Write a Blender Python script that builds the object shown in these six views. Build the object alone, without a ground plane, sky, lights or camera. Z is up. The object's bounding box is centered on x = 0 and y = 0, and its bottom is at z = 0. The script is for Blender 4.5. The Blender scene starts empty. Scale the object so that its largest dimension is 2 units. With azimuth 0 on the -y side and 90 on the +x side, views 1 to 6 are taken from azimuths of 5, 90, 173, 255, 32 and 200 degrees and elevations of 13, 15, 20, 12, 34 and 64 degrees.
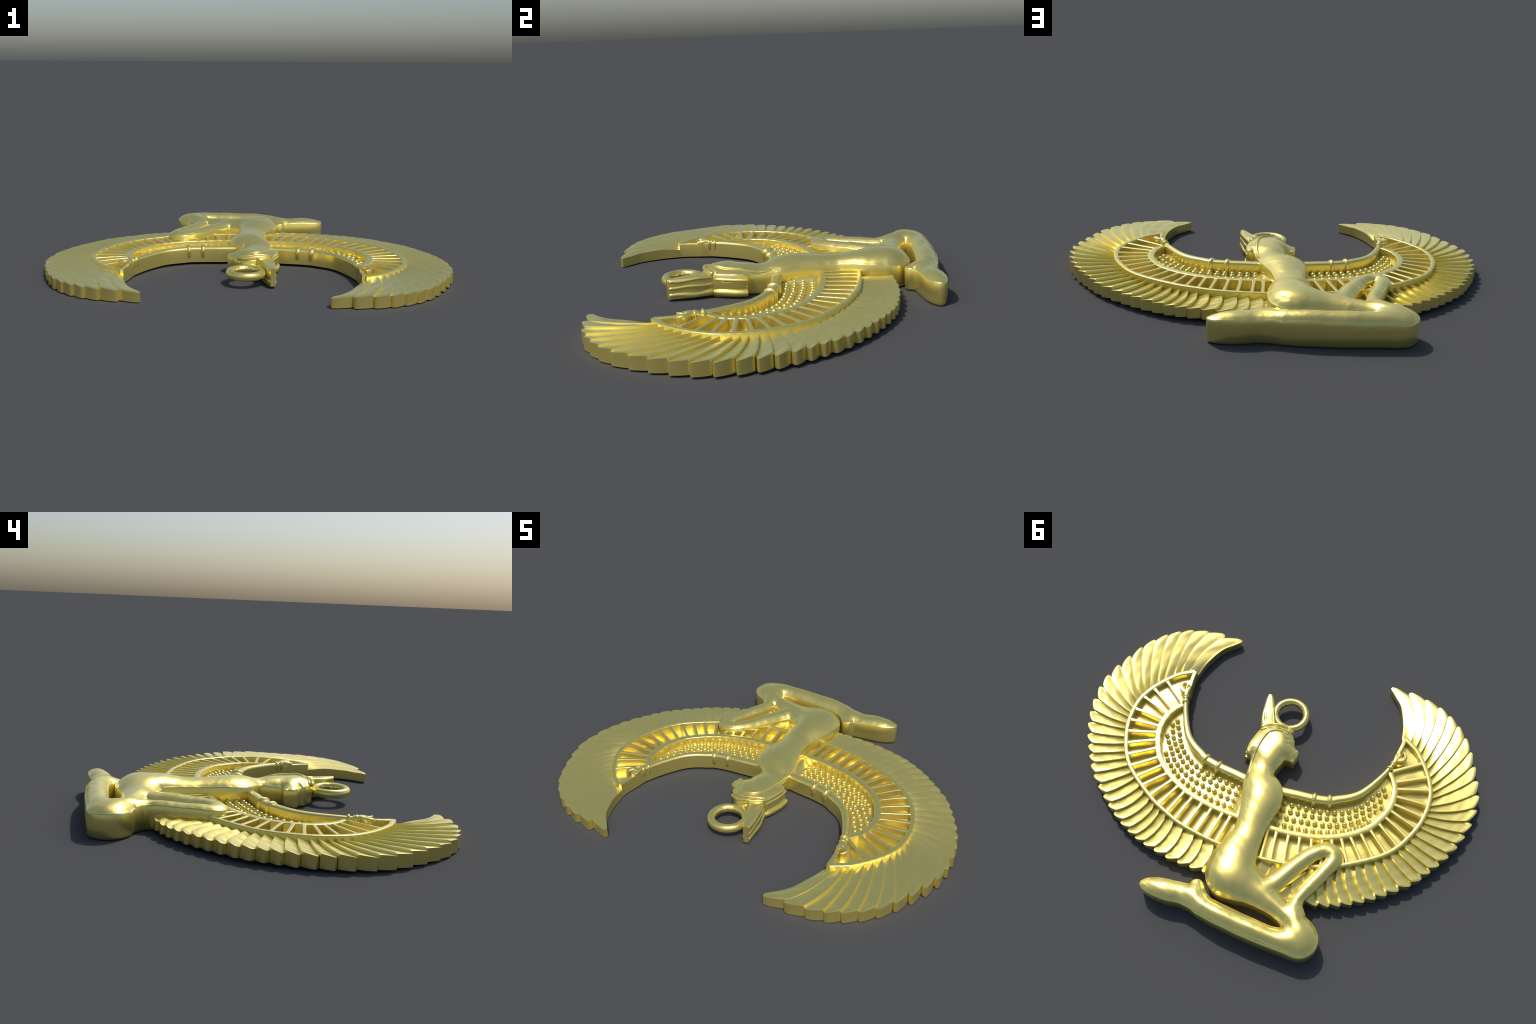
"""Gold relief pendant: a kneeling winged goddess with two crescent wings, bead
fields, latticed wing bands and layered flight feathers.  Everything is built
from spines, radii and swept profiles; both wings share their mesh data."""
import bpy, bmesh, math, random
import numpy as np
from mathutils import Vector, Matrix
from mathutils.geometry import delaunay_2d_cdt

random.seed(7)
RNG = np.random.default_rng(7)

# ----------------------------------------------------------------- material
def gold_material(name, rough=0.30, bump=0.12, scale=26.0):
    m = bpy.data.materials.new(name)
    m.use_nodes = True
    nt = m.node_tree
    b = nt.nodes["Principled BSDF"]
    tc = nt.nodes.new("ShaderNodeTexCoord")
    n1 = nt.nodes.new("ShaderNodeTexNoise")
    n1.inputs["Scale"].default_value = scale
    n1.inputs["Detail"].default_value = 2.0
    nt.links.new(tc.outputs["Object"], n1.inputs["Vector"])
    ramp = nt.nodes.new("ShaderNodeValToRGB")
    ramp.color_ramp.elements[0].position = 0.3
    ramp.color_ramp.elements[0].color = (*GOLD_A, 1)
    ramp.color_ramp.elements[1].position = 0.7
    ramp.color_ramp.elements[1].color = (*GOLD_B, 1)
    nt.links.new(n1.outputs["Fac"], ramp.inputs["Fac"])
    nt.links.new(ramp.outputs["Color"], b.inputs["Base Color"])
    b.inputs["Metallic"].default_value = 0.79
    b.inputs["Roughness"].default_value = rough
    bp = nt.nodes.new("ShaderNodeBump")
    bp.inputs["Strength"].default_value = bump
    bp.inputs["Distance"].default_value = 0.004
    nt.links.new(n1.outputs["Fac"], bp.inputs["Height"])
    nt.links.new(bp.outputs["Normal"], b.inputs["Normal"])
    return m

GOLD_A = (0.835, 0.705, 0.205)
GOLD_B = (0.865, 0.735, 0.225)
MAT_BODY = gold_material("polished_gold", 0.27, 0.04, 14.0)
MAT_WING = gold_material("cast_gold", 0.27, 0.08, 30.0)

# ------------------------------------------------------------------ helpers
def spline(ctrl, n=None, step=None):
    """Centripetal-ish Catmull-Rom through control rows, resampled evenly in xy."""
    P = np.array(ctrl, float)
    out = []
    for i in range(len(P) - 1):
        p0 = P[i - 1] if i else 2 * P[0] - P[1]
        p3 = P[i + 2] if i + 2 < len(P) else 2 * P[-1] - P[-2]
        p1, p2 = P[i], P[i + 1]
        for f in np.linspace(0, 1, 40, endpoint=False):
            out.append(.5 * (2 * p1 + (p2 - p0) * f + (2 * p0 - 5 * p1 + 4 * p2 - p3) * f * f
                             + (3 * p1 - p0 - 3 * p2 + p3) * f ** 3))
    out.append(P[-1])
    out = np.array(out)
    s = np.concatenate([[0], np.cumsum(np.linalg.norm(np.diff(out[:, :2], axis=0), axis=1))])
    if n is None:
        n = max(2, int(round(s[-1] / step)) + 1)
    t = np.linspace(0, s[-1], n)
    return np.stack([np.interp(t, s, out[:, k]) for k in range(out.shape[1])], 1)

def tangents(P):
    T = np.gradient(P[:, :2], axis=0)
    return T / np.maximum(np.linalg.norm(T, axis=1, keepdims=True), 1e-9)

def add_mesh(name, verts, faces, parent, mat, sharp=40, kind=None):
    me = bpy.data.meshes.new(name)
    me.from_pydata([tuple(map(float, v)) for v in verts], [], [tuple(map(int, f)) for f in faces])
    bm = bmesh.new(); bm.from_mesh(me)
    bmesh.ops.remove_doubles(bm, verts=bm.verts, dist=1e-6)
    bmesh.ops.recalc_face_normals(bm, faces=bm.faces)
    bm.to_mesh(me); bm.free()
    me.polygons.foreach_set("use_smooth", [True] * len(me.polygons))
    if sharp:
        me.set_sharp_from_angle(angle=math.radians(sharp))
    me.materials.append(mat)
    ob = bpy.data.objects.new(name, me)
    bpy.context.scene.collection.objects.link(ob)
    ob.parent = parent
    if kind:
        ob["kind"] = kind
    return ob

def sweep(path, w, zt, z0=0.0, bx=0.006, bz=0.006, arc=4, crown=0.0):
    """Wall-like bar standing on z0: rounded top edges, straight sides.
    w, zt: scalars or arrays along the path (half width, top height)."""
    P = np.asarray(path, float)[:, :2]
    n = len(P)
    w = np.broadcast_to(w, n); zt = np.broadcast_to(zt, n)
    T = tangents(P); N = np.stack([-T[:, 1], T[:, 0]], 1)
    verts, faces = [], []
    for i in range(n):
        b = min(bx, w[i] * .94)
        prof = [(-w[i], z0)]
        for k in range(arc + 1):
            a = math.pi / 2 * k / arc
            prof.append((-w[i] + b * (1 - math.cos(a)), zt[i] - bz + bz * math.sin(a)))
        prof.append((0.0, zt[i] + crown))
        for k in range(arc, -1, -1):
            a = math.pi / 2 * k / arc
            prof.append((w[i] - b * (1 - math.cos(a)), zt[i] - bz + bz * math.sin(a)))
        prof.append((w[i], z0))
        for o, z in prof:
            verts.append((P[i, 0] + N[i, 0] * o, P[i, 1] + N[i, 1] * o, z))
    m = len(prof)
    for i in range(n - 1):
        for k in range(m):
            a, b2 = i * m + k, i * m + (k + 1) % m
            faces.append((a, b2, b2 + m, a + m))
    faces.append(tuple(range(m)))
    faces.append(tuple((n - 1) * m + k for k in range(m)))
    return verts, faces

def tube(path3, rad, seg=10, zs=1.0, dome=.6):
    """Round tube along a 3D polyline with closed, domed ends."""
    P = np.asarray(path3, float); n = len(P)
    rad = np.broadcast_to(rad, n)
    T = np.gradient(P, axis=0); T /= np.maximum(np.linalg.norm(T, axis=1, keepdims=True), 1e-9)
    up = np.array([0, 0, 1.0])
    if abs(T[0] @ up) > .9:
        up = np.array([1.0, 0, 0]) if abs(T[0][0]) < .9 else np.array([0, 1.0, 0])
    verts, faces = [], []
    u = up - T[0] * (up @ T[0]); u /= np.linalg.norm(u)
    for i in range(n):
        u = u - T[i] * (u @ T[i]); u /= np.linalg.norm(u)
        v = np.cross(T[i], u)
        for k in range(seg):
            a = 2 * math.pi * k / seg
            o = rad[i] * (math.cos(a) * u + math.sin(a) * v)
            o[2] *= zs
            verts.append(P[i] + o)
    for i in range(n - 1):
        for k in range(seg):
            a, b = i * seg + k, i * seg + (k + 1) % seg
            faces.append((a, b, b + seg, a + seg))
    for i, sgn in ((0, -1), (n - 1, 1)):
        c = len(verts)
        verts.append(P[i] + T[i] * sgn * rad[i] * dome)
        for k in range(seg):
            faces.append((i * seg + k, i * seg + (k + 1) % seg, c))
    return verts, faces

# ----------------------------------------------------------------- top level
thing = bpy.data.objects.new("winged_goddess_pendant", None)
bpy.context.scene.collection.objects.link(thing)
thing["label"] = "gold relief pendant of a kneeling goddess with spread wings"
thing["category"] = "pendant"

# ====================================================================== WING
Z_FLOOR, Z_RIM, Z_ARM = 0.0245, 0.070, 0.0795

# outer rim of the latticed band, apex near the wing tip -> behind the body
RIM_OUT = [(.571, -.466), (.633, -.427), (.664, -.396), (.707, -.342), (.742, -.284), (.766, -.222),
           (.773, -.164), (.771, -.110), (.763, -.058), (.749, -.013), (.728, .037), (.704, .084),
           (.671, .130), (.630, .170), (.581, .207), (.525, .244), (.462, .281), (.396, .309),
           (.321, .337), (.238, .355), (.160, .366), (.095, .372), (.02, .374)]
# rim between the lattice and the bead field
RIM_IN = [(.550, -.262), (.585, -.216), (.602, -.169), (.607, -.116), (.600, -.068), (.581, -.018),
          (.549, .040), (.515, .075), (.473, .110), (.427, .138), (.383, .160), (.332, .179),
          (.266, .195), (.193, .207), (.120, .212), (.02, .213)]
# arm along the leading edge: wrist -> shoulder (x, y, half width)
ARM = [(.550, -.302, .0115), (.542, -.282, .0122), (.526, -.240, .0130), (.505, -.195, .0142),
       (.479, -.146, .0160), (.447, -.100, .0175), (.403, -.063, .0185), (.353, -.035, .0195),
       (.321, -.017, .0200), (.248, -.001, .0207), (.165, .008, .0212), (.100, .016, .0215), (.02, .022, .0215)]
EDGE = [(.567, -.466), (.566, -.430), (.560, -.385), (.554, -.345), (.551, -.305)]

# flight feathers: where each feather's high edge meets the rim, and where tips lie
CREST_ROOT = [(.597, -.476), (.632, -.460), (.663, -.432), (.696, -.391), (.722, -.357), (.748, -.322),
              (.763, -.276), (.775, -.239), (.781, -.206), (.786, -.164), (.784, -.135), (.783, -.106),
              (.779, -.070), (.769, -.039), (.758, .004), (.741, .041), (.723, .080), (.702, .113),
              (.674, .144), (.645, .176), (.614, .199), (.575, .232), (.539, .255), (.500, .282),
              (.465, .301), (.429, .317), (.390, .335), (.341, .348), (.286, .357), (.224, .372),
              (.176, .375), (.118, .380), (.060, .382), (.002, .383)]
TIP = [(.460, -.752), (.545, -.742), (.636, -.729), (.703, -.705), (.760, -.668), (.818, -.627), (.869, -.566),
       (.909, -.500), (.942, -.428), (.973, -.355), (.997, -.281), (1.0, -.200), (.990, -.121), (.976, -.055),
       (.952, .011), (.926, .071), (.891, .123), (.865, .168), (.836, .213), (.793, .263), (.747, .304),
       (.700, .343), (.663, .374), (.613, .406), (.566, .436), (.515, .459), (.473, .479), (.415, .490),
       (.356, .505), (.289, .517), (.227, .519), (.166, .518), (.104, .518), (.040, .518), (-.02, .518)]
BOW = [(0, .080), (1, .080), (2, .050), (8, .042), (10, .062), (13, .03), (16, .02), (19, .035), (22, .098), (33, .09)]

def crest_curve(i, n=25):
    """Polyline of feather edge i, rim -> outer envelope (edge -1 is the wing's leading edge)."""
    if i < 0:
        return spline([(.560, -.462), (.556, -.469), (.548, -.518), (.533, -.570), (.498, -.651),
                       (.448, -.707), (.424, -.730), (.414, -.746)], n=n)
    r = np.array(CREST_ROOT[i])
    e = (np.array(TIP[i]) + np.array(TIP[i + 1])) / 2
    c = e - r
    L = np.linalg.norm(c)
    nrm = np.array([-c[1], c[0]]) / L
    b = np.interp(i, [k for k, _ in BOW], [v for _, v in BOW])
    t = np.linspace(-.10, 1, n)[:, None]
    return r + c * t + nrm * (4 * t * (1 - t) * b * L)

def at(poly, s):
    x = s * (len(poly) - 1)
    k = min(max(int(x), 0), len(poly) - 2)
    f = x - k
    return poly[k] * (1 - f) + poly[k + 1] * f

def feather_mesh(i):
    A, B = crest_curve(i - 1), crest_curve(i)
    nt, ns = 11, 22
    LA = np.linalg.norm(np.diff(A, axis=0), axis=1).sum()
    LB = np.linalg.norm(np.diff(B, axis=0), axis=1).sum()
    seedw = RNG.uniform(-1, 1, 4)
    ymid = .5 * (B[3][1] + B[-4][1])
    zc = .0672 - .0115 * (ymid + .75) - np.interp(i, [20, 26], [0, .002]) + .0008 * seedw[0] - (.006 if i == 0 else 0)
    steep = np.interp(i, [0, 6, 20, 32], [.010, .011, .0155, .0160])
    notch = np.interp(i, [0, 4, 8, 13, 18, 33], [.015, .016, .024, .022, .018, .018]) * (1 + .22 * seedw[3])
    gap = np.interp(i, [0, 6, 8, 13, 16, 33], [.05, .07, .17, .17, .08, .05])
    ts = list(np.linspace(-.10, .94, nt - 2)) + [.985, 1.0]
    top = []
    for t in ts:
        tt = min(max(t, 0), 1)
        L = LA * (1 - tt) + LB * tt
        drop = notch * max(0, (tt - .2) / .8) ** 2 + .0135 * max(0, 1 - tt / .36) ** 2
        if i == 0:
            drop = .002 * (1 - tt) + .055 * max(0, tt - .25) ** 1.6
        push = .0045 - .012 * max(0, -t) / .1
        row = []
        for k in range(ns + 1):
            s = (k / ns) ** .85 * (1 - (drop - push) / L)
            a, b = at(A, min(s, 1)), at(B, min(s, 1))
            if s > 1:
                a = A[-1] + (A[-1] - A[-2]) * (s - 1) * (len(A) - 1)
                b = B[-1] + (B[-1] - B[-2]) * (s - 1) * (len(B) - 1)
            tg = t + gap * max(0, 1 - (t + .1) / .5) * (k / ns) ** 3
            p = a * (1 - tg) + b * tg
            lip = max(0, (k / ns - .78) / .22) ** 2 * steep * .30 * (1 - tt)
            rootdip = max(0, 1 - k / ns / .22) * .010 * (1 - tt) * (1 if i < 10 else .5)
            wob = .0005 * math.sin(9 * k / ns + 6 * seedw[1] + 4 * t) + .0004 * math.sin(23 * k / ns + 9 * seedw[2])
            droop = np.interp(i, [0, 6, 12], [.006, .005, 0]) * (k / ns) ** 3
            z = zc - droop - steep * (1 - tt) ** 1.25 + lip - rootdip + wob * (1 - tt ** 6)
            if t == 1.0:
                z -= .0025
            if k == ns:
                z -= .0022
            row.append((p[0], p[1], z))
        top.append(row)
    nr, nc = len(top), ns + 1
    verts = [v for r in top for v in r]
    faces = []
    for r in range(nr - 1):
        for k in range(nc - 1):
            a = r * nc + k
            faces.append((a, a + 1, a + nc + 1, a + nc))
    # side wall down to the ground plane of the casting
    border = ([(0, k) for k in range(nc)] + [(r, nc - 1) for r in range(1, nr)]
              + [(nr - 1, k) for k in range(nc - 2, -1, -1)] + [(r, 0) for r in range(nr - 2, 0, -1)])
    base = len(verts)
    for r, k in border:
        x, y, z = top[r][k]
        verts.append((x, y, 0.001))
    m = len(border)
    for j in range(m):
        a = border[j][0] * nc + border[j][1]
        b = border[(j + 1) % m][0] * nc + border[(j + 1) % m][1]
        faces.append((a, b, base + (j + 1) % m, base + j))
    faces.append(tuple(base + j for j in range(m)))
    return verts, faces

rim_out = spline(RIM_OUT, step=.010)
rim_in = spline(RIM_IN, step=.010)
arm = spline(ARM, step=.010)
edge = spline(EDGE, step=.012)

def wing_half(side_parent):
    obs = []
    # backing plate between leading edge and outer rim
    lead = spline([e for e in EDGE] + [a[:2] for a in ARM[1:]], n=80)
    outer = spline(RIM_OUT, n=80)
    nv = 16
    verts, faces = [], []
    for i in range(80):
        for j in range(nv + 1):
            p = lead[i] * (1 - j / nv) + outer[i] * (j / nv)
            wrist = min(1, max(0, (-.10 - p[1]) / .20))          # floor climbs towards the wrist
            flank = min(1, max(0, (.118 - p[0]) / .040)) if p[1] < .21 else 0   # fillet up to the torso
            z = Z_FLOOR + .013 * wrist + .030 * flank ** 1.3 + .0013 * math.sin(37 * p[0] + 21 * p[1]) * math.cos(53 * p[1] - 11 * p[0])
            verts.append((p[0], p[1], z))
    for i in range(79):
        for j in range(nv):
            a = i * (nv + 1) + j
            faces.append((a, a + 1, a + nv + 2, a + nv + 1))
    bound = ([(i, 0) for i in range(80)] + [(79, j) for j in range(1, nv + 1)]
             + [(i, nv) for i in range(78, -1, -1)] + [(0, j) for j in range(nv - 1, 0, -1)])
    base = len(verts)
    for i, j in bound:
        v = verts[i * (nv + 1) + j]
        verts.append((v[0], v[1], .002))
    m = len(bound)
    for k in range(m):
        a = bound[k][0] * (nv + 1) + bound[k][1]
        b = bound[(k + 1) % m][0] * (nv + 1) + bound[(k + 1) % m][1]
        faces.append((a, b, base + (k + 1) % m, base + k))
    wing = add_mesh("wing", verts, faces, side_parent, MAT_WING)

    wo = np.interp(np.linspace(0, 1, len(rim_out)), [0, .05, .5, 1], [.0120, .0112, .0105, .0085])
    wo = wo * (1 + .06 * np.sin(np.arange(len(rim_out)) * 1.7))
    obs.append(add_mesh("lattice_rim", *sweep(rim_out, wo, Z_RIM, 0, .005, .005, crown=.001), wing, MAT_WING))
    wi = np.interp(np.linspace(0, 1, len(rim_in)), [0, .1, .4, .7, 1], [.012, .0155, .0155, .0145, .013])
    wi = wi * (1 + .07 * np.sin(np.arange(len(rim_in)) * 1.31))
    obs.append(add_mesh("bead_rim", *sweep(rim_in, wi, Z_RIM - .0015, .01, .005, .005, crown=.0015), wing, MAT_WING))
    obs.append(add_mesh("edge_rim", *sweep(edge, np.linspace(.0105, .0095, len(edge)), Z_RIM - .0008, 0.0005, .004, .004), wing, MAT_WING))

    # lattice spokes (outer end, inner end)
    spokes = [((.675, -.358), (.565, -.277)), ((.714, -.293), (.596, -.226)), ((.745, -.235), (.604, -.188)),
              ((.756, -.157), (.608, -.148)), ((.753, -.092), (.610, -.107)), ((.740, -.030), (.612, -.070)),
              ((.715, .032), (.596, -.028)), ((.681, .083), (.578, .013)), ((.640, .133), (.544, .053)),
              ((.594, .179), (.510, .089)), ((.549, .213), (.468, .121)), ((.497, .255), (.433, .146)),
              ((.438, .281), (.394, .169)), ((.386, .302), (.352, .184)), ((.336, .320), (.305, .199)),
              ((.276, .334), (.250, .210)), ((.220, .346), (.197, .216)), ((.158, .355), (.138, .221)),
              ((.111, .360), (.096, .225)), ((.055, .363), (.05, .225))]
    for k, (a, b) in enumerate(spokes):
        a, b = np.array(a), np.array(b)
        d = (a - b) / np.linalg.norm(a - b)
        a2, b2 = a + d * .012, b - d * .010
        n = np.array([-d[1], d[0]])
        t = np.linspace(0, 1, 9)[:, None]
        path = a2 * (1 - t) + b2 * t + n * (4 * t * (1 - t)) * RNG.uniform(-.002, .002)
        w = np.interp(t[:, 0], [0, .12, .5, .88, 1], [.0105, .0080, .0074, .0082, .0115])
        obs.append(add_mesh("spoke", *sweep(path, w, Z_RIM - .0022, .01, .0030, .0035), wing, MAT_WING))

    # arm with armlets, bracelets and a curled hand
    zt = np.interp(np.linspace(0, 1, len(arm)), [0, .1, .6, 1], [.0785, Z_ARM, Z_ARM + .001, Z_ARM + .002])
    armo = add_mesh("arm", *sweep(arm[:, :2], arm[:, 2], zt, 0.0015, .0150, .0125, arc=6), wing, MAT_WING)
    obs.append(armo)
    def band(pt, tang, half, ztop, zin, zout, r, name):
        t = np.array(tang) / np.linalg.norm(tang)
        n = np.array([-t[1], t[0]])       # path runs wrist -> shoulder: n points to the bead side
        pr = [(-half, zin), (-half, zin + .012), (-half, (zin + ztop) / 2), (-half, ztop - .011)]
        for a in np.linspace(20, 160, 8):
            pr.append((-half * math.cos(math.radians(a)), ztop - .011 + .011 * math.sin(math.radians(a))))
        pr += [(half, ztop - .011), (half, (zout + ztop) / 2), (half, zout)]
        path = [(pt[0] + n[0] * o, pt[1] + n[1] * o, z) for o, z in pr]
        rr = np.full(len(path), r); rr[0] = r * .6; rr[-1] = r * .7
        return add_mesh(name, *tube(path, rr, 10), wing, MAT_WING, sharp=0)
    for pt, tg in (((.321, -.017), (-.93, .30)), ((.248, -.001), (-.98, .16))):
        obs.append(band(pt, tg, .0185, Z_ARM - .0025, .020, .03, .0125, "armlet"))
    for pt, tg in (((.552, -.311), (-.28, .95)), ((.543, -.280), (-.33, .94))):
        obs.append(band(pt, tg, .0115, Z_ARM + .0005, .035, .04, .0072, "bracelet"))
    palm = spline([(.549, -.298, .011), (.556, -.325, .0125), (.558, -.340, .014), (.556, -.356, .012), (.556, -.374, .007)], n=14)
    hand = add_mesh("hand", *sweep(palm[:, :2], palm[:, 2], np.interp(np.linspace(0, 1, 14), [0, .5, 1], [.083, .086, .078]), .002, .008, .008), wing, MAT_WING)
    obs.append(hand)
    fing = spline([(.556, -.331, .012), (.574, -.333, .012), (.590, -.343, .0115), (.597, -.361, .0095), (.591, -.377, .0065), (.580, -.385, .004)], n=18)
    obs.append(add_mesh("finger", *sweep(fing[:, :2], fing[:, 2], np.interp(np.linspace(0, 1, 18), [0, .5, 1], [.084, .085, .077]), .02, .006, .006), wing, MAT_WING))
    th = spline([(.558, -.341, .007), (.566, -.350, .006), (.568, -.363, .005), (.560, -.377, .0035)], n=12)
    obs.append(add_mesh("thumb", *sweep(th[:, :2], th[:, 2], .0845, .02, .005, .005), wing, MAT_WING))

    # bead field: four rows
    rows = [[(.548, -.177), (.514, -.121), (.476, -.062), (.430, -.015), (.370, .018), (.306, .035), (.240, .044), (.139, .054), (.05, .058)],
            [(.562, -.152), (.532, -.091), (.491, -.037), (.440, .014), (.383, .047), (.315, .062), (.243, .078), (.139, .090), (.05, .094)],
            [(.565, -.087), (.531, -.041), (.484, .017), (.428, .061), (.358, .091), (.281, .108), (.208, .121), (.133, .128), (.05, .131)],
            [(.560, -.054), (.544, -.016), (.526, .015), (.474, .066), (.404, .110), (.325, .139), (.244, .158), (.163, .165), (.05, .170)]]
    bead_mesh, placed = None, []
    for r, row in enumerate(rows):
        c = spline(row, step=.0355)
        for k, p in enumerate(c):
            if any(math.hypot(p[0] - q[0], p[1] - q[1]) < .0255 for q in placed):
                continue
            placed.append(p)
            j = RNG.uniform(-.0015, .0015, 2)
            if bead_mesh is None:
                me = bpy.data.meshes.new("bead")
                bm = bmesh.new()
                bmesh.ops.create_uvsphere(bm, u_segments=18, v_segments=12, radius=.0125)
                bm.to_mesh(me); bm.free()
                me.polygons.foreach_set("use_smooth", [True] * len(me.polygons))
                me.materials.append(MAT_WING)
                bead_mesh = me
            ob = bpy.data.objects.new("bead", bead_mesh)
            bpy.context.scene.collection.objects.link(ob)
            ob.parent = wing
            ob.location = (p[0] + j[0], p[1] + j[1], Z_FLOOR + .0080 + .013 * min(1, max(0, (-.10 - p[1]) / .20)))
            obs.append(ob)

    for i in range(len(CREST_ROOT)):
        obs.append(add_mesh("feather", *feather_mesh(i), wing, MAT_WING, sharp=38))
    return wing

wing = wing_half(thing)
# the wings rise slightly from their tips towards the body
TILT = .0115
wing.rotation_euler = (TILT, 0, 0)
wing.location = (0, 0, TILT * .75)

def mirror_tree(ob, parent):
    new = ob.copy()                      # shares the mesh data
    bpy.context.scene.collection.objects.link(new)
    new.parent = parent
    for ch in [c for c in bpy.data.objects if c.parent is ob]:
        mirror_tree(ch, new)
    return new

wing2 = mirror_tree(wing, thing)
wing2.scale = (-1, 1, 1)

# ====================================================================== BODY
# limbs: spine rows (x, y, radius, crest height), wall height at the limb's edge
LIMBS = [
 ("head", .086, [(.030, -.240, .070, .127), (.030, -.195, .082, .127), (.036, -.150, .080, .125)]),
 ("headdress", .100, [(.078, -.240, .050, .122), (.098, -.205, .041, .118), (.114, -.160, .035, .115), (.125, -.132, .025, .112)]),
 ("head", .086, [(.004, -.258, .046, .120), (-.018, -.232, .045, .112)]),
 ("head", .084, [(-.005, -.200, .058, .124), (-.045, -.186, .042, .108), (-.070, -.180, .028, .100)]),
 ("head", .082, [(-.060, -.190, .025, .096), (-.088, -.202, .010, .092)]),
 ("head", .082, [(-.060, -.172, .026, .096), (-.084, -.148, .010, .090)]),
 ("neck", .084, [(.039, -.125, .077, .122), (.043, -.058, .066, .115), (.033, .004, .069, .124)]),
 ("torso", .096, [(.020, .030, .082, .132), (-.012, .074, .098, .141), (-.017, .158, .083, .140), (-.018, .235, .073, .134),
                  (-.018, .300, .074, .136), (-.010, .364, .086, .146), (-.005, .433, .103, .156), (-.014, .495, .114, .158)]),
 ("thigh", .094, [(-.014, .497, .113, .158), (-.060, .509, .100, .150), (-.120, .521, .080, .140), (-.200, .544, .060, .132),
                  (-.282, .572, .048, .129), (-.350, .605, .052, .132), (-.395, .640, .072, .138)]),
 ("shin", .090, [(-.408, .670, .089, .138), (-.346, .699, .058, .138), (-.273, .707, .049, .138), (-.180, .703, .050, .140),
                 (-.085, .695, .050, .140), (-.008, .687, .050, .138), (.048, .678, .048, .132)]),
 ("foot", .090, [(.060, .672, .050, .130), (.101, .657, .055, .124), (.165, .656, .050, .120), (.219, .664, .051, .124),
                 (.274, .668, .047, .122), (.312, .672, .037, .116), (.336, .675, .025, .108)]),
 ("foot", .090, [(.095, .630, .040, .120), (.110, .600, .033, .112)]),
 ("thigh", .092, [(-.170, .520, .055, .132), (-.206, .478, .049, .126), (-.246, .415, .044, .125), (-.298, .326, .040, .124),
                  (-.340, .268, .035, .122), (-.385, .233, .036, .120), (-.412, .233, .038, .118), (-.432, .242, .036, .117)]),
 ("shin", .092, [(-.430, .238, .033, .117), (-.436, .270, .035, .118), (-.417, .320, .033, .119), (-.390, .385, .033, .121), (-.364, .443, .033, .122),
                 (-.343, .497, .031, .124), (-.340, .540, .038, .128), (-.358, .585, .050, .134)]),
]
SAMP = []
for li, (nm, ze, sp) in enumerate(LIMBS):
    SAMP.append(spline(sp, step=.002))

def limb_fields(X):
    """For points X (n,2): per-limb signed distance, dome height and wall height."""
    n = len(X); L = len(LIMBS)
    D = np.zeros((L, n)); H = np.zeros((L, n)); E = np.zeros(L)
    for i, S in enumerate(SAMP):
        best = np.full(n, 1e9); dome = np.zeros(n)
        ze = LIMBS[i][1]
        full = {'torso': .48, 'shin': .52, 'foot': .52}.get(LIMBS[i][0], .60)
        for x, y, r, zt in S:
            dist = np.hypot(X[:, 0] - x, X[:, 1] - y)
            best = np.minimum(best, dist - r)
            q = np.clip(1 - (dist / r) ** 2, 0, 1) ** full
            dome = np.maximum(dome, (zt - ze) * q)
        D[i], H[i], E[i] = best, dome, ze
    return D, H, E

K_UNION = .012
def union_sdf(D):
    d = D[0].copy()
    for i in range(1, len(D)):
        h = np.clip(.5 + .5 * (D[i] - d) / K_UNION, 0, 1)
        d = D[i] * (1 - h) + d * h - K_UNION * h * (1 - h)
    return d

GS = .005
gx = np.arange(-.51, .37, GS); gy = np.arange(-.34, .775, GS)
GX, GY = np.meshgrid(gx, gy, indexing="ij")
grid_pts = np.stack([GX.ravel(), GY.ravel()], 1)
gD, gH, gE = limb_fields(grid_pts)
SD = union_sdf(gD).reshape(GX.shape)

def bilinear(F, X):
    u = np.clip((X[:, 0] - gx[0]) / GS, 0, len(gx) - 1.001); v = np.clip((X[:, 1] - gy[0]) / GS, 0, len(gy) - 1.001)
    i = u.astype(int); j = v.astype(int); a = u - i; b = v - j
    return F[i, j] * (1 - a) * (1 - b) + F[i + 1, j] * a * (1 - b) + F[i, j + 1] * (1 - a) * b + F[i + 1, j + 1] * a * b

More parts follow.
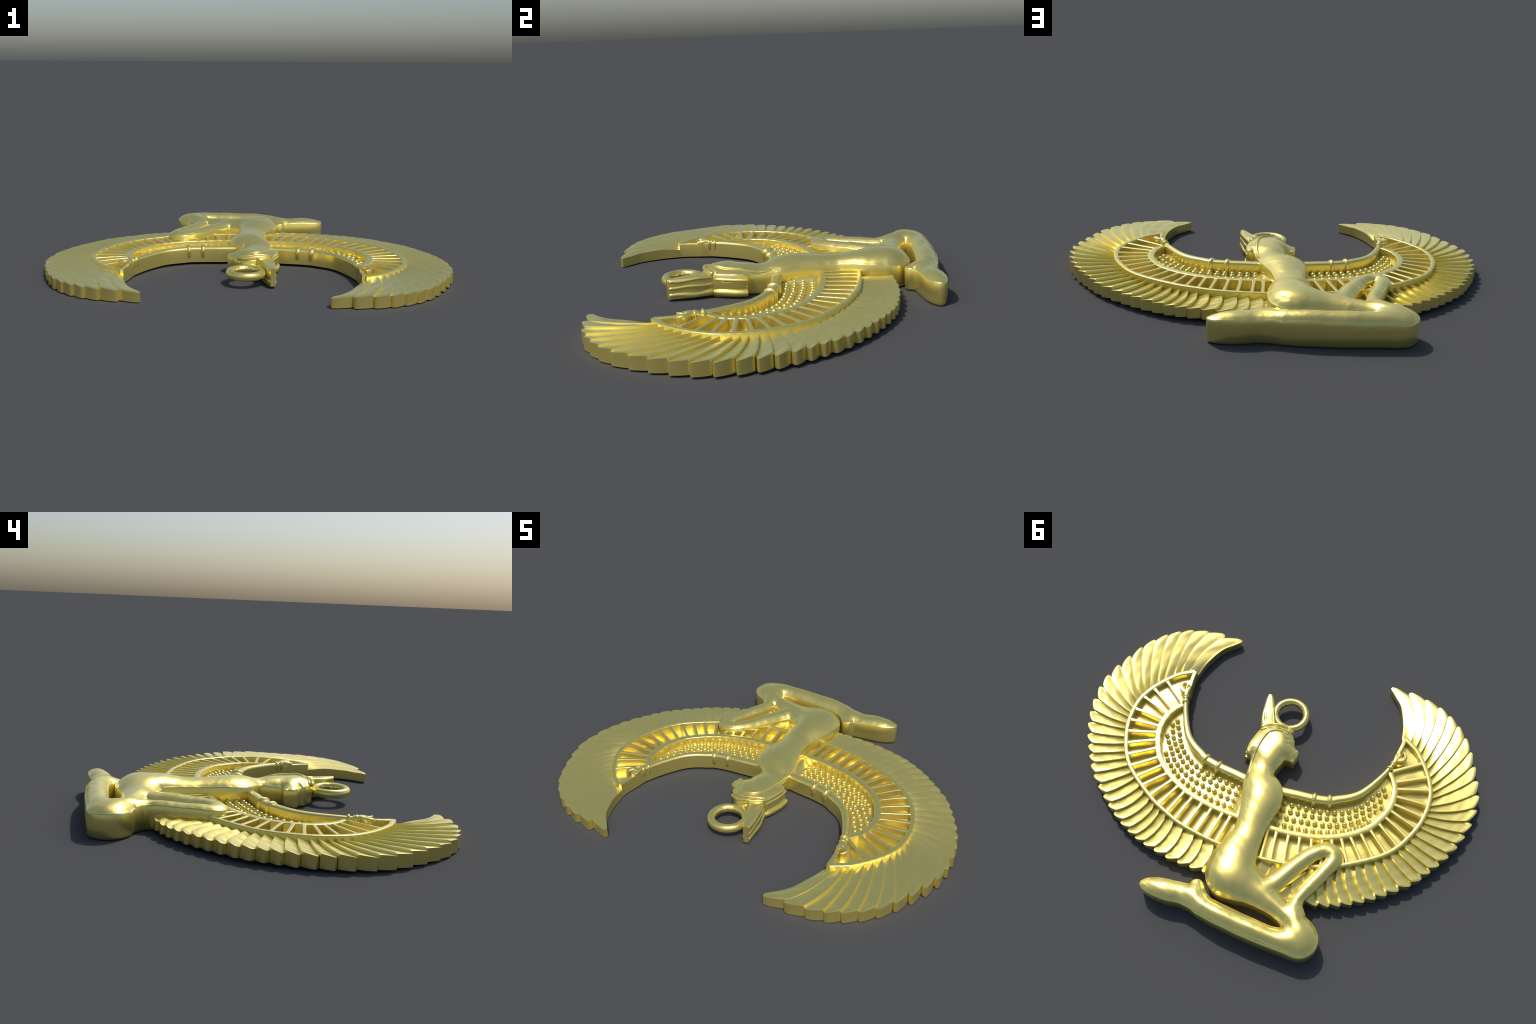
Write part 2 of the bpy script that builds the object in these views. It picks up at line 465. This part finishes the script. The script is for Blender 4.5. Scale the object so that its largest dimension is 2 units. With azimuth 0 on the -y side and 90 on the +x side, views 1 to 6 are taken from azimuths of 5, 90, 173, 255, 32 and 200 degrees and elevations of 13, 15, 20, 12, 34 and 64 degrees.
def contour(F, level):
    """Marching squares -> closed loops."""
    G = F - level
    seg = {}
    nx, ny = G.shape
    def cut(i0, j0, i1, j1):
        a, b = G[i0, j0], G[i1, j1]
        t = a / (a - b)
        return (gx[i0] + (gx[i1] - gx[i0]) * t, gy[j0] + (gy[j1] - gy[j0]) * t)
    pos = {}
    for i in range(nx - 1):
        for j in range(ny - 1):
            c = [(i, j), (i + 1, j), (i + 1, j + 1), (i, j + 1)]
            ins = [G[p] < 0 for p in c]
            if all(ins) or not any(ins):
                continue
            cr = []
            for k in range(4):
                p, q = c[k], c[(k + 1) % 4]
                if ins[k] != ins[(k + 1) % 4]:
                    key = (min(p, q), max(p, q))
                    pos[key] = cut(*key[0], *key[1])
                    cr.append(key)
            for k in range(0, len(cr), 2):
                seg.setdefault(cr[k], []).append(cr[k + 1]); seg.setdefault(cr[k + 1], []).append(cr[k])
    loops, seen = [], set()
    for s in seg:
        if s in seen:
            continue
        loop = [s]; seen.add(s); cur = s
        while True:
            nxt = [q for q in seg[cur] if q not in seen]
            if not nxt:
                break
            cur = nxt[0]; seen.add(cur); loop.append(cur)
        if len(loop) > 12:
            loops.append(np.array([pos[k] for k in loop]))
    return loops

def resample_loop(P, step):
    Q = np.vstack([P, P[:1]])
    s = np.concatenate([[0], np.cumsum(np.linalg.norm(np.diff(Q, axis=0), axis=1))])
    n = int(s[-1] / step)
    t = np.linspace(0, s[-1], n, endpoint=False)
    R = np.stack([np.interp(t, s, Q[:, 0]), np.interp(t, s, Q[:, 1])], 1)
    for _ in range(2):
        R = .5 * R + .25 * (np.roll(R, 1, 0) + np.roll(R, -1, 0))
    return R

BEV = .0045
loops = [resample_loop(l, .005) for l in contour(SD, -BEV)]
sdg = np.gradient(SD, GS)
def out_dir(X):
    g = np.stack([bilinear(sdg[0], X), bilinear(sdg[1], X)], 1)
    return g / np.maximum(np.linalg.norm(g, axis=1, keepdims=True), 1e-9)

pts2, edges2 = [], []
for l in loops:
    b = len(pts2)
    pts2 += [tuple(p) for p in l]
    edges2 += [(b + k, b + (k + 1) % len(l)) for k in range(len(l))]
nb = len(pts2)
RINGS = (.0085, .0125, .0168, .0215, .0265)      # concentric inner offsets keep the edge shading even
for lev in RINGS:
    for l in contour(SD, -lev):
        if len(l) > 20:
            pts2 += [tuple(p) for p in resample_loop(l, .005)]
inner = grid_pts[(SD.ravel() < -RINGS[-1] - .0035)]
pts2 += [tuple(p) for p in inner]
vout, eout, fout, ov, oe, of = delaunay_2d_cdt([Vector(p) for p in pts2], edges2, [], 0, 1e-7)
V2 = np.array([(v.x, v.y) for v in vout])
cent = np.array([V2[list(f)].mean(0) for f in fout])
def inside(X):
    odd = np.zeros(len(X), bool)
    for l in loops:
        A, B = l, np.roll(l, -1, 0)
        for (x0, y0), (x1, y1) in zip(A, B):
            m = (X[:, 1] > y0) != (X[:, 1] > y1)
            if m.any():
                odd[m] ^= X[m, 0] < x0 + (X[m, 1] - y0) * (x1 - x0) / (y1 - y0)
    return odd
keep = inside(cent)
tris = [tuple(f) for f, k in zip(fout, keep) if k]

vD, vH, vE = limb_fields(V2)
W = np.exp(-np.clip(vD, -.2, .2) / .015)
edge_z = (W * vE[:, None]).sum(0) / W.sum(0)
KS = .0045
dome = KS * np.log(np.exp(vH / KS).sum(0) - (len(LIMBS) - 1) + 1e-9)
dome = np.maximum(dome, 0)
Zv = edge_z + dome
# local relief of the face: recessed brow line and eye hollow
def dent(cx, cy, rx, ry, depth, ang=0.0):
    c, s = math.cos(ang), math.sin(ang)
    dx, dy = V2[:, 0] - cx, V2[:, 1] - cy
    u, v = c * dx + s * dy, -s * dx + c * dy
    return -depth * np.exp(-(u / rx) ** 2 - (v / ry) ** 2)
Zv = Zv + dent(.095, .585, .018, .010, .006) + dent(.135, .640, .020, .012, -.004) + dent(.070, .655, .016, .03, .005)
# soft waviness of the cast limbs
Zv = Zv + .0012 * np.sin(95 * V2[:, 0] + 41 * V2[:, 1]) * np.sin(77 * V2[:, 1] - 33 * V2[:, 0] + 1.3)
Zv = Zv + .0022 * np.sin(31 * V2[:, 0] + 17 * V2[:, 1]) * np.sin(23 * V2[:, 1] - 9 * V2[:, 0])
adj = [set() for _ in range(len(V2))]
for f in tris:
    for k in range(3):
        adj[f[k]].add(f[(k + 1) % 3]); adj[f[(k + 1) % 3]].add(f[k])
isb = np.zeros(len(V2), bool)
edge_count = {}
for f in tris:
    for k in range(3):
        e = (f[k], f[(k + 1) % 3]); edge_count[tuple(sorted(e))] = edge_count.get(tuple(sorted(e)), 0) + 1
bedges = [e for e, c in edge_count.items() if c == 1]
for a, b in bedges:
    isb[a] = isb[b] = True
nbr = [np.array(sorted(a)) if a else None for a in adj]
for _ in range(22):
    Z2 = Zv.copy()
    for i in range(len(V2)):
        if nbr[i] is not None and not isb[i]:
            Z2[i] = .45 * Zv[i] + .55 * Zv[nbr[i]].mean()
    Zv = Z2

FACE = (dent(-.052, -.226, .020, .0065, .008, .55) + dent(-.022, -.238, .012, .006, .005, -.4) + dent(-.032, -.262, .024, .012, .004, .3)
        + dent(-.030, -.252, .020, .005, -.003, .35))
Zv = Zv + np.where(isb, FACE * .6, FACE)

def body_height(x, y):
    d = np.hypot(V2[:, 0] - x, V2[:, 1] - y)
    k = np.argsort(d)[:4]
    ww = 1 / (d[k] + 1e-4)
    return float((Zv[k] * ww).sum() / ww.sum())

# directed boundary edges (to orient the walls) and their owner triangles
owner = {}
for ti, f in enumerate(tris):
    for k in range(3):
        e = (f[k], f[(k + 1) % 3])
        if edge_count[tuple(sorted(e))] == 1:
            owner[e] = ti
names = [l[0] for l in LIMBS]
vlab = np.argmin(vD, axis=0)
tcent = np.array([V2[list(f)].mean(0) for f in tris])
tD, _, _ = limb_fields(tcent)
tlab = np.argmin(tD, axis=0)

# assemble the closed body: top, bevel, wall, bottom
nV = len(V2)
bidx = sorted({v for e in owner for v in e})
OD = out_dir(V2[bidx])
rings = [(.55, -.0016, "top"), (1.0, -.0060, "top"), (.95, .056, "abs"), (.55, .012, "abs"), (-.3, .0005, "abs")]
verts = [(V2[i, 0], V2[i, 1], Zv[i]) for i in range(nV)]
ring_of = []
for f_, z_, mode in rings:
    m = {}
    for q, i in enumerate(bidx):
        p = V2[i] + OD[q] * BEV * f_
        z = Zv[i] + z_ if mode == "top" else z_
        m[i] = len(verts)
        verts.append((p[0], p[1], z))
    ring_of.append(m)
bottom = {}
for i in range(nV):
    if i in ring_of[-1]:
        bottom[i] = ring_of[-1][i]
    else:
        bottom[i] = len(verts); verts.append((V2[i, 0], V2[i, 1], .0))
faces, labs = [], []
for ti, f in enumerate(tris):
    faces.append(f); labs.append(tlab[ti])
    faces.append(tuple(bottom[i] for i in reversed(f))); labs.append(tlab[ti])
for (a, b), ti in owner.items():
    lo = [{a: a, b: b}] + ring_of
    for k in range(len(lo) - 1):
        faces.append((lo[k][b], lo[k][a], lo[k + 1][a], lo[k + 1][b])); labs.append(tlab[ti])

whole = bpy.data.meshes.new("whole")
whole.from_pydata([tuple(map(float, v)) for v in verts], [], faces)
whole.polygons.foreach_set("use_smooth", [True] * len(whole.polygons))
whole.update()
VN = np.array([tuple(v.vector) for v in whole.vertex_normals])
groups = [("torso", [7]), ("neck", [6]), ("head", [0, 2, 3, 4, 5]), ("headdress", [1]), ("thigh", [8]), ("shin", [9]),
          ("foot", [10, 11]), ("thigh", [12]), ("shin", [13])]
labs = np.array(labs)
flip = 1.0 if VN[np.argmax(Zv)][2] > 0 else -1.0
for nm, ids in groups:
    fs = [faces[k] for k in np.nonzero(np.isin(labs, ids))[0]]
    used = sorted({v for f in fs for v in f})
    mp = {v: k for k, v in enumerate(used)}
    me = bpy.data.meshes.new(nm)
    fl = [tuple(mp[v] for v in (f if flip > 0 else reversed(f))) for f in fs]
    me.from_pydata([tuple(map(float, verts[v])) for v in used], [], fl)
    me.polygons.foreach_set("use_smooth", [True] * len(me.polygons))
    me.update()
    me.normals_split_custom_set_from_vertices([tuple(VN[v] * flip) for v in used])
    me.materials.append(MAT_BODY)
    ob = bpy.data.objects.new(nm, me)
    bpy.context.scene.collection.objects.link(ob)
    ob.parent = thing
    if nm == "head":
        head = ob
    if nm == "headdress":
        hair = ob
bpy.data.meshes.remove(whole)

# ------------------------------------------------------------- headdress etc.
def on_body(P, lift):
    return [(x, y, body_height(x, y) + lift) for x, y in P]

# fluted hair at the back of the head: stacked locks
for z, out, r, zs in ((.023, .004, .0175, 1.0), (.079, -.001, .0150, .85), (.050, -.004, .0100, .8)):
    p = spline([(.114 + out, -.258, z), (.123 + out, -.235, z), (.131 + out, -.200, z - .001), (.139 + out, -.160, z - .002),
                (.141 + out, -.132, z - .002), (.140 + out, -.114, z - .002)], n=20)
    add_mesh("hair_lock", *tube(p, np.interp(np.linspace(0, 1, 20), [0, .15, .4, 1], [r * .7, r * .9, r, r * .95]), 14, zs, .05), hair, MAT_BODY, sharp=50)

# headband and the hairline running down to the shoulder
bandp = spline([(.122, -.262), (.095, -.284), (.055, -.300), (.010, -.306), (-.016, -.301), (-.034, -.291)], n=24)
add_mesh("headband", *tube([(x, y, max(.095, body_height(x, y + .012) - .001)) for x, y in bandp], .0088, 10), head, MAT_BODY, sharp=0)
b2 = spline([(.120, -.246), (.090, -.266), (.050, -.281), (.008, -.287), (-.028, -.280)], n=24)
add_mesh("headband", *tube(on_body(b2, -.001), .0065, 10), head, MAT_BODY, sharp=0)
hl = spline([(.010, -.268), (.050, -.262), (.078, -.238), (.094, -.190), (.099, -.140), (.100, -.090), (.096, -.040), (.090, -.004)], n=40)
add_mesh("hairline", *tube(on_body(hl, -.0005), np.interp(np.linspace(0, 1, 40), [0, .15, .9, 1], [.004, .0085, .0075, .003]), 10), head, MAT_BODY, sharp=0)

# crown: tall tapering throne-like emblem with side flutes
cr = spline([(.085, -.275, .040), (.098, -.300, .034), (.116, -.345, .030), (.133, -.407, .0225), (.144, -.446, .0155), (.148, -.460, .0115)], n=22)
crown = add_mesh("crown", *sweep(cr[:, :2], cr[:, 2], np.interp(np.linspace(0, 1, 22), [0, .3, 1], [.108, .098, .096]), .010, .008, .008), thing, MAT_BODY)
Tc = tangents(cr); Nc = np.stack([-Tc[:, 1], Tc[:, 0]], 1)
for side, z0, z1, r in ((1, .022, .024, .0185), (1, .061, .056, .0125), (1, .092, .084, .0115), (-1, .093, .086, .0115), (-1, .030, .030, .017)):
    sgn = side * (1 if Nc[5][0] > 0 else -1)
    path, rad = [], []
    for k in range(1, 21):
        rr = r * (1 - .35 * k / 21) * (1 + .12 * math.sin(.55 * k + 60 * z0))
        o = sgn * max(.001, cr[k, 2] - rr * .62)
        path.append((cr[k, 0] + Nc[k, 0] * o, cr[k, 1] + Nc[k, 1] * o, z0 + (z1 - z0) * k / 21 + .0022 * math.sin(.42 * k + 50 * z0)))
        rad.append(rr)
    add_mesh("crown_flute", *tube(path, rad, 12), crown, MAT_BODY, sharp=0)
for off in (-.42, .42):                 # two ridges along the crown's front
    path = [(cr[k, 0] + Nc[k, 0] * cr[k, 2] * off, cr[k, 1] + Nc[k, 1] * cr[k, 2] * off, .0945 - .0004 * k + .0012 * math.sin(.9 * k + 3 * off))
            for k in range(3, 21)]
    add_mesh("crown_flute", *tube(path, [.0085 * (1 - .4 * k / 21) * (1 + .15 * math.sin(.8 * k + 5 * off)) for k in range(3, 21)], 10), crown, MAT_BODY, sharp=0)

# hanging ring with a rough inner face
R0, r0 = .0785, .0135
verts, faces = [], []
NU, NVv = 72, 18
bump = RNG.uniform(0, 1, (NU, NVv))
for i in range(NU):
    a = 2 * math.pi * i / NU
    for j in range(NVv):
        b = 2 * math.pi * j / NVv
        inner_side = max(0, -math.cos(b)) ** 2
        rr = r0 * 1.36 * (1 + .35 * inner_side * (bump[i, j] - .5))
        verts.append((.017 + (R0 + rr * math.cos(b)) * math.cos(a), -.402 + (R0 + rr * math.cos(b)) * math.sin(a), .057 + 1.12 * rr * math.sin(b)))
for i in range(NU):
    for j in range(NVv):
        faces.append((i * NVv + j, ((i + 1) % NU) * NVv + j, ((i + 1) % NU) * NVv + (j + 1) % NVv, i * NVv + (j + 1) % NVv))
add_mesh("hanging_ring", verts, faces, thing, MAT_BODY, sharp=0)
